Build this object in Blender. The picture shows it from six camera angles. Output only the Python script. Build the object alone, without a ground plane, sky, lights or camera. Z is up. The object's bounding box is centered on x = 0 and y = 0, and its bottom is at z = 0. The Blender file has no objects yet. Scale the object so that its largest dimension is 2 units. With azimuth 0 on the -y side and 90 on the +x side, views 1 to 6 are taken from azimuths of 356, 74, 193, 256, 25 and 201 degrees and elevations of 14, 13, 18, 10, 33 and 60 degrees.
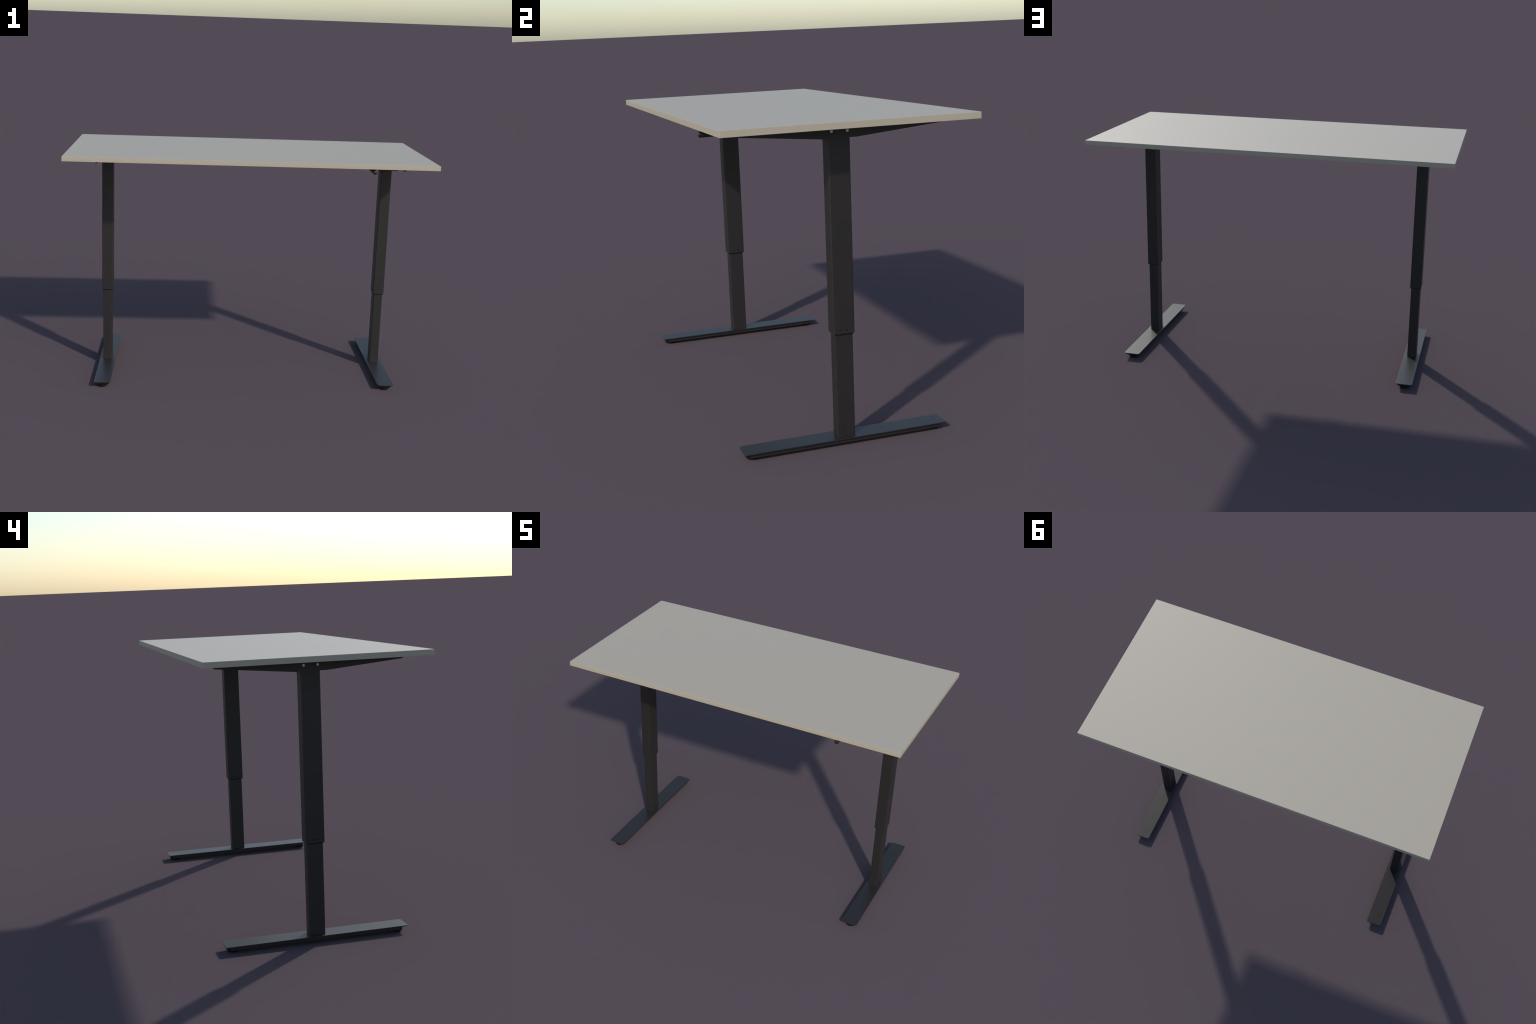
import bpy, bmesh, math
from mathutils import Vector

# ------------------------------------------------------------------ sizes (m)
TOP_L, TOP_W, TOP_Z, TOP_T = 2.0, 1.0, 1.3005, 0.0250     # tabletop slab
UNDER = TOP_Z - TOP_T                                     # underside of the slab
LEG_X = 0.8000                                            # leg axis, both sides
OUT_HX, OUT_HY = 0.0313, 0.0440                           # outer (upper) tube
INN_HX, INN_HY = 0.0257, 0.0373                           # inner (lower) tube
JOINT_Z = 0.4622                                          # lower rim of outer tube
PLATE_Z, PLATE_T = 0.0325, 0.0045                         # foot plate
FOOT_HX, FOOT_HY = 0.0458, 0.4285
RAIL_HX, RAIL_HY, RAIL_Z0 = 0.0372, 0.4040, 0.0110
PAD_Y = 0.3885
ARM_HY, ARM_FLAT = 0.4245, 0.0740                         # bracket flange
ARM_LOW, ARM_TIP = 1.2250, 1.2564


# ------------------------------------------------------------------ materials
def new_material(name):
    m = bpy.data.materials.new(name)
    m.use_nodes = True
    nt = m.node_tree
    return m, nt, nt.nodes["Principled BSDF"]


def surface(name, colour, rough, rough_var=0.05, metallic=0.0, specular=0.5,
            grain=300.0, bump=0.0, tone=0.04):
    """Plain finish with a little fine mottling in tone, gloss and relief."""
    m, nt, bsdf = new_material(name)
    N, L = nt.nodes, nt.links
    tc = N.new("ShaderNodeTexCoord")
    noise = N.new("ShaderNodeTexNoise")
    noise.inputs["Scale"].default_value = grain
    noise.inputs["Detail"].default_value = 3.0
    L.new(tc.outputs["Object"], noise.inputs["Vector"])
    ramp = N.new("ShaderNodeValToRGB")
    lo = [c * (1 - tone) for c in colour]
    hi = [min(1.0, c * (1 + tone)) for c in colour]
    ramp.color_ramp.elements[0].position = 0.3
    ramp.color_ramp.elements[1].position = 0.7
    ramp.color_ramp.elements[0].color = (*lo, 1)
    ramp.color_ramp.elements[1].color = (*hi, 1)
    L.new(noise.outputs["Fac"], ramp.inputs["Fac"])
    L.new(ramp.outputs["Color"], bsdf.inputs["Base Color"])
    mr = N.new("ShaderNodeMapRange")
    mr.inputs["To Min"].default_value = max(0.0, rough - rough_var)
    mr.inputs["To Max"].default_value = min(1.0, rough + rough_var)
    L.new(noise.outputs["Fac"], mr.inputs["Value"])
    L.new(mr.outputs["Result"], bsdf.inputs["Roughness"])
    bsdf.inputs["Metallic"].default_value = metallic
    bsdf.inputs["Specular IOR Level"].default_value = specular
    if bump:
        b = N.new("ShaderNodeBump")
        b.inputs["Strength"].default_value = bump
        b.inputs["Distance"].default_value = 0.0004
        L.new(noise.outputs["Fac"], b.inputs["Height"])
        L.new(b.outputs["Normal"], bsdf.inputs["Normal"])
    return m


WHITE = surface("white_laminate", (0.505, 0.442, 0.345), 0.52, 0.02, grain=180, tone=0.012)
EDGE = surface("darker_edge_tone", (0.458, 0.397, 0.300), 0.52, 0.02, grain=180, tone=0.02)
COAT = surface("black_powder_coat", (0.0218, 0.0185, 0.0172), 0.42, 0.04, grain=600, bump=0.05)
PLASTIC = surface("black_plastic", (0.022, 0.019, 0.017), 0.35, 0.03, grain=400)
RUBBER = surface("black_rubber", (0.006, 0.006, 0.0055), 0.7, 0.04, specular=0.25, grain=400)
STEEL = surface("zinc_plated_steel", (0.72, 0.73, 0.72), 0.42, 0.05, metallic=1.0, grain=500)


# ------------------------------------------------------------------ mesh tools
def weight_normals(me):
    """Face-area weighted corner normals, so that broad faces stay optically flat."""
    areas = [p.area for p in me.polygons]
    face_n = [p.normal.copy() for p in me.polygons]
    sharp = {tuple(sorted(e.vertices)) for e in me.edges if e.use_edge_sharp}
    around = {}
    for p in me.polygons:
        for v in p.vertices:
            around.setdefault(v, []).append(p.index)
    keys = {p.index: set(tuple(sorted(k)) for k in p.edge_keys) for p in me.polygons}
    out = [None] * len(me.loops)
    for v, faces in around.items():
        # group the faces round a vertex into fans that share a smooth edge
        left = set(faces)
        while left:
            fan, todo = set(), [left.pop()]
            while todo:
                f = todo.pop()
                fan.add(f)
                for g in list(left):
                    if any(v in k and k not in sharp for k in keys[f] & keys[g]):
                        left.discard(g)
                        todo.append(g)
            n = Vector((0, 0, 0))
            for f in fan:
                n += face_n[f] * areas[f]
            n = n.normalized() if n.length > 0 else face_n[f]
            for f in fan:
                p = me.polygons[f]
                for li in p.loop_indices:
                    if me.loops[li].vertex_index == v:
                        out[li] = n
    me.normals_split_custom_set([tuple(n) for n in out])


def finish(bm, name, mat, parent=None, smooth_angle=35):
    bmesh.ops.remove_doubles(bm, verts=bm.verts, dist=1e-6)
    bmesh.ops.recalc_face_normals(bm, faces=bm.faces)
    me = bpy.data.meshes.new(name)
    bm.to_mesh(me)
    bm.free()
    me.materials.append(mat)
    for p in me.polygons:
        p.use_smooth = True
    me.set_sharp_from_angle(angle=math.radians(smooth_angle))
    weight_normals(me)
    ob = bpy.data.objects.new(name, me)
    bpy.context.collection.objects.link(ob)
    ob.parent = parent
    return ob


def clone(ob, parent, loc=None, rot=None):
    c = ob.copy()
    c.parent = parent
    if loc is not None:
        c.location = loc
    if rot is not None:
        c.rotation_euler = rot
    bpy.context.collection.objects.link(c)
    return c


def rounded_rect(hx, hy, r, seg=6):
    pts = []
    for cx, cy, a0 in ((hx - r, hy - r, 0), (-hx + r, hy - r, 90),
                       (-hx + r, -hy + r, 180), (hx - r, -hy + r, 270)):
        for i in range(seg + 1):
            a = math.radians(a0 + 90 * i / seg)
            pts.append((cx + r * math.cos(a), cy + r * math.sin(a)))
    return pts


def ring(bm, pts, z):
    return [bm.verts.new((x, y, z)) for x, y in pts]


def bridge(bm, a, b):
    n = len(a)
    for i in range(n):
        bm.faces.new((a[i], a[(i + 1) % n], b[(i + 1) % n], b[i]))


def slab(hx, hy, r, z0, z1, edge, seg=6, bm=None):
    """Rounded-rectangle slab with an edge rounding on top and bottom rims."""
    bm = bm or bmesh.new()
    rings = []
    steps = 3
    for i in range(steps + 1):
        a = math.pi / 2 * i / steps
        d, h = edge * (1 - math.sin(a)), edge * (1 - math.cos(a))
        rings.append(ring(bm, rounded_rect(hx - d, hy - d, max(r - d, 1e-4), seg), z0 + h))
    for i in range(steps + 1):
        a = math.pi / 2 * (1 - i / steps)
        d, h = edge * (1 - math.sin(a)), edge * (1 - math.cos(a))
        rings.append(ring(bm, rounded_rect(hx - d, hy - d, max(r - d, 1e-4), seg), z1 - h))
    for a, b in zip(rings, rings[1:]):
        bridge(bm, a, b)
    bm.faces.new(rings[0])
    bm.faces.new(rings[-1])
    return bm


def tube(hx, hy, r, wall, z0, z1, rim=0.0008):
    """Hollow rectangular tube, open at both ends, rims slightly eased."""
    bm = bmesh.new()
    prof = [(0, z0 + rim), (0, z1 - rim), (rim, z1), (wall, z1), (wall, z0), (rim, z0)]
    rings = [ring(bm, rounded_rect(hx - d, hy - d, max(r - d, 0.0008)), z) for d, z in prof]
    for a, b in zip(rings, rings[1:] + rings[:1]):
        bridge(bm, a, b)
    return bm


def lathe(profile, axis="Z", seg=40):
    """Revolve (radius, height) pairs; first and last radius may be zero."""
    bm = bmesh.new()
    prev = None
    def put(r, h, a):
        x, y = r * math.cos(a), r * math.sin(a)
        return {"Z": (x, y, h), "X": (h, x, y), "Y": (x, h, y)}[axis]
    for r, h in profile:
        if r < 1e-6:
            cur = [bm.verts.new(put(0, h, 0))]
        else:
            cur = [bm.verts.new(put(r, h, 2 * math.pi * i / seg)) for i in range(seg)]
        if prev:
            for i in range(seg):
                j = (i + 1) % seg
                if len(prev) == 1 and len(cur) > 1:
                    bm.faces.new((prev[0], cur[j], cur[i]))
                elif len(cur) == 1 and len(prev) > 1:
                    bm.faces.new((prev[i], prev[j], cur[0]))
                elif len(cur) > 1:
                    bm.faces.new((prev[i], prev[j], cur[j], cur[i]))
        prev = cur
    return bm


def extrude_outline(pts, x0, x1, bm=None):
    """Extrude a closed (y, z) outline along x."""
    bm = bm or bmesh.new()
    a = [bm.verts.new((x0, y, z)) for y, z in pts]
    b = [bm.verts.new((x1, y, z)) for y, z in pts]
    bridge(bm, a, b)
    bm.faces.new(a)
    bm.faces.new(b)
    return bm


def bevel_all(bm, w, seg=2, angle=30):
    es = [e for e in bm.edges if len(e.link_faces) == 2
          and e.calc_face_angle(0) > math.radians(angle)]
    bmesh.ops.bevel(bm, geom=es, offset=w, segments=seg, affect="EDGES", profile=0.5)


def cut(ob, cutter):
    mod = ob.modifiers.new("cut", "BOOLEAN")
    mod.operation, mod.object, mod.solver = "DIFFERENCE", cutter, "EXACT"
    dg = bpy.context.evaluated_depsgraph_get()
    me = bpy.data.meshes.new_from_object(ob.evaluated_get(dg))
    ob.modifiers.clear()
    old = ob.data
    ob.data = me
    me.name = ob.name
    bpy.data.meshes.remove(old)
    me.set_sharp_from_angle(angle=math.radians(35))
    weight_normals(me)


def box(bm, lo, hi):
    m = [(a + b) / 2 for a, b in zip(lo, hi)]
    s = [b - a for a, b in zip(lo, hi)]
    r = bmesh.ops.create_cube(bm, size=1.0)
    for v in r["verts"]:
        v.co = Vector((m[i] + v.co[i] * s[i] for i in range(3)))


# ------------------------------------------------------------------ the desk
desk = bpy.data.objects.new("standing_desk", None)
bpy.context.collection.objects.link(desk)
desk["label"] = "height adjustable desk with white top and black T legs"
desk["category"] = "desk"

# tabletop: laminate slab with a crisp, barely eased rim
top = finish(slab(TOP_L / 2, TOP_W / 2, 0.0014, UNDER, TOP_Z, 0.0008, seg=3),
             "tabletop", WHITE, desk)
top.data.materials.append(EDGE)
for p in top.data.polygons:
    if abs(p.normal.z) < 0.5:
        p.material_index = 1


# prototypes, built once in leg-local coordinates (outer side = +x) --------------
def make_outer_tube():
    ob = finish(tube(OUT_HX, OUT_HY, 0.0045, 0.0035, JOINT_Z, UNDER - 0.0008),
                "leg", COAT)
    cutters = bmesh.new()
    for y in (-0.0123, 0.0123):
        r = bmesh.ops.create_cone(cutters, cap_ends=True, segments=20,
                                  radius1=0.0036, radius2=0.0036, depth=0.2)
        for v in r["verts"]:
            v.co = Vector((v.co.z, v.co.x + y, v.co.y + 0.4776))
    # small locating notch in the middle of the lower rim, both broad sides
    box(cutters, (-0.05, -0.0012, JOINT_Z - 0.004), (0.05, 0.0012, JOINT_Z + 0.0026))
    c = finish(cutters, "cutter", COAT)
    cut(ob, c)
    bpy.data.objects.remove(c)
    return ob


outer = make_outer_tube()
inner = finish(slab(INN_HX, INN_HY, 0.004, PLATE_Z - 0.0010, 0.80, 0.0004),
               "inner_tube", COAT)
# thin dark band at the leg joint, showing below the rim on the broad sides
dark_lip = finish(tube(OUT_HX - 0.0012, INN_HY + 0.0010, 0.0015, 0.0012,
                      JOINT_Z - 0.0042, JOINT_Z - 0.0002, 0.0008), "joint_dark_lip", RUBBER)

# foot: thin rounded plate on a folded channel, two round levelling pads
plate = finish(slab(FOOT_HX, FOOT_HY, 0.0125, PLATE_Z - PLATE_T, PLATE_Z, 0.0009, seg=10),
               "foot", COAT)


def make_rail():
    bm = bmesh.new()
    wall, z1 = 0.003, PLATE_Z - PLATE_T + 0.0005
    # two side walls with a turned-in lower lip, plus closing flaps at the ends
    for s in (-1, 1):
        prof = [(RAIL_HX, z1), (RAIL_HX, RAIL_Z0 + 0.0012), (RAIL_HX - 0.0004, RAIL_Z0 + 0.0004),
                (RAIL_HX - 0.0012, RAIL_Z0),
                (RAIL_HX - 0.012, RAIL_Z0), (RAIL_HX - 0.012, RAIL_Z0 + wall),
                (RAIL_HX - wall, RAIL_Z0 + wall), (RAIL_HX - wall, z1)]
        a = [bm.verts.new((s * x, -RAIL_HY + 0.0012, z)) for x, z in prof]
        b = [bm.verts.new((s * x, RAIL_HY - 0.0012, z)) for x, z in prof]
        bridge(bm, a, b)
        bm.faces.new(a)
        bm.faces.new(b)
        flap = RAIL_HX - wall - 0.0026
        box(bm, (-flap, min(s * RAIL_HY, s * (RAIL_HY - wall)), RAIL_Z0),
            (flap, max(s * RAIL_HY, s * (RAIL_HY - wall)), z1))
    return finish(bm, "foot_rail", COAT)


rail = make_rail()
pad = finish(lathe([(0, 0), (0.0226, 0), (0.0246, 0.0008), (0.0272, 0.0045), (0.0278, 0.0075),
                    (0.0278, 0.0105), (0.0270, 0.0122), (0.007, 0.0122), (0.007, 0.026), (0, 0.026)]),
             "foot_pad", RUBBER)


# bracket: tapered upright flange bent from a flat plate under the tabletop
def make_bracket():
    x1 = OUT_HX + 0.0004
    prof = [(-ARM_HY, UNDER - 0.0003), (-ARM_HY, ARM_TIP + 0.003), (-ARM_HY + 0.003, ARM_TIP),
            (-ARM_FLAT, ARM_LOW), (ARM_FLAT, ARM_LOW), (ARM_HY - 0.003, ARM_TIP),
            (ARM_HY, ARM_TIP + 0.003), (ARM_HY, UNDER - 0.0003)]
    bm = extrude_outline(prof, x1 - 0.0030, x1)
    bevel_all(bm, 0.0005, 1)
    # horizontal plate: front and rear halves, broad enough for the wood screws
    for s in (-1, 1):
        lo, hi = sorted((s * (OUT_HY + 0.001), s * ARM_HY))
        box(bm, (-OUT_HX, lo, UNDER - 0.0033), (x1 - 0.0032, hi, UNDER - 0.0004))
    return finish(bm, "support_bracket", COAT)


bracket = make_bracket()


# bolt: pan head with a hexagonal socket, axis along +x
def make_bolt():
    h, r = 0.0065, 0.0066
    bm = lathe([(0, -0.006), (0.0035, -0.006), (0.0035, 0), (r, 0), (r, h * 0.62), (r * 0.95, h * 0.84),
                (r * 0.84, h), (r * 0.62, h), (r * 0.56, h * 0.90)], axis="X", seg=36)
    rim = [e for e in bm.edges if e.is_boundary and e.verts[0].co.x > 0]
    # hexagonal socket let into the head
    hexa = [bm.verts.new((h * 0.90, r * 0.5 * math.cos(k * math.pi / 3), r * 0.5 * math.sin(k * math.pi / 3)))
            for k in range(6)]
    ring_v = sorted({v for e in rim for v in e.verts}, key=lambda v: math.atan2(v.co.z, v.co.y) % (2 * math.pi))
    for k in range(6):
        seg_v = [ring_v[(k * 6 + i) % 36] for i in range(7)]
        bm.faces.new([hexa[k]] + seg_v + [hexa[(k + 1) % 6]])
    deep = [bm.verts.new((h * 0.25, v.co.y, v.co.z)) for v in hexa]
    bridge(bm, hexa, deep)
    bm.faces.new(deep)
    return finish(bm, "bolt", STEEL, smooth_angle=40)


bolt = make_bolt()
prototypes = (outer, inner, dark_lip, plate, rail, pad, bracket, bolt)

for side in (1, -1):
    loc = (side * LEG_X, 0, 0)
    rot = (0, 0, 0 if side > 0 else math.pi)
    leg = clone(outer, desk, loc, rot)
    clone(inner, leg)
    clone(dark_lip, leg)
    foot = clone(plate, desk, loc, rot)
    clone(rail, foot)
    for s in (-1, 1):
        clone(pad, foot, (0, s * PAD_Y, 0))
    arm = clone(bracket, desk, loc, rot)
    for s in (-1, 1):
        clone(bolt, arm, (OUT_HX + 0.0004, s * 0.0315, 1.2518))
for p in prototypes:
    bpy.data.objects.remove(p)

# telescopic crossbeam beneath the top: two end sleeves bolted to the legs and a
# slimmer middle section that slides inside them
BEAM_HY, BEAM_Z0, BEAM_Z1 = 0.0420, 1.2152, UNDER - 0.004
SLEEVE = 0.340
middle = finish(slab(0.62, BEAM_HY - 0.0026, 0.002, BEAM_Z0 + 0.0026, BEAM_Z1 - 0.0032, 0.0008),
                "crossbeam", COAT, desk)
sleeve_x = LEG_X - OUT_HX - 0.0006 - SLEEVE / 2
bm = tube((BEAM_Z1 - BEAM_Z0) / 2, BEAM_HY, 0.0025, 0.0025, -SLEEVE / 2, SLEEVE / 2)
for v in bm.verts:
    x, y, z = v.co
    v.co = (z, y, x + (BEAM_Z0 + BEAM_Z1) / 2)
sleeve = finish(bm, "crossbeam_sleeve", COAT, desk)
sleeve.location = (sleeve_x, 0, 0)
beam_bolt = finish(lathe([(0, -0.004), (0.0055, -0.004), (0.0055, 0.002), (0.0046, 0.0034), (0.0028, 0.0036),
                          (0.0026, 0.0012), (0, 0.001)], axis="Y", seg=24), "beam_bolt", STEEL)
for s in (1, -1):
    part = sleeve if s > 0 else clone(sleeve, desk, (-sleeve_x, 0, 0))
    for bx in (-0.125, -0.045, 0.045, 0.125):
        for f in (1, -1):
            clone(beam_bolt, part, (bx, f * BEAM_HY, (BEAM_Z0 + BEAM_Z1) / 2), (0, 0, 0 if f > 0 else math.pi))
bpy.data.objects.remove(beam_bolt)

# crank: grip at the front edge, flat arm, shaft running back to the leg
GX, GY, GZ, GR = 0.6500, -0.4945, 1.2575, 0.0118
grip = finish(lathe([(0, 0), (GR * 0.55, 0.0004), (GR * 0.85, 0.0017), (GR, 0.0046), (GR, 0.150),
                     (GR * 0.9, 0.153), (0, 0.153)], axis="Y", seg=36),
              "crank_grip", PLASTIC, desk)
grip.location = (GX, GY, GZ)
AY = GY + 0.165
bm = bmesh.new()
for x0, x1, z0, z1, d in ((GX - 0.010, 0.704, 1.2492, 1.2650, 0.0045),     # grip end of the arm
                          (0.702, 0.727, 1.2390, 1.2640, 0.0075),           # folding knuckle
                          (0.725, 0.810, 1.2462, 1.2640, 0.0050)):          # hub end
    box(bm, (x0, AY - d, z0), (x1, AY + d, z1))
bevel_all(bm, 0.0025, 3)
arm = finish(bm, "crank_arm", COAT, grip)
arm.matrix_parent_inverse = grip.matrix_world.inverted()
arm.location = (-GX, -GY, -GZ)
shaft = finish(lathe([(0, AY), (0.006, AY), (0.006, -OUT_HY + 0.003), (0, -OUT_HY + 0.003)], axis="Y"),
               "crank_shaft", STEEL, grip)
shaft.matrix_parent_inverse.identity()
arm.matrix_parent_inverse.identity()
shaft.location = (LEG_X - GX, -GY, 0)
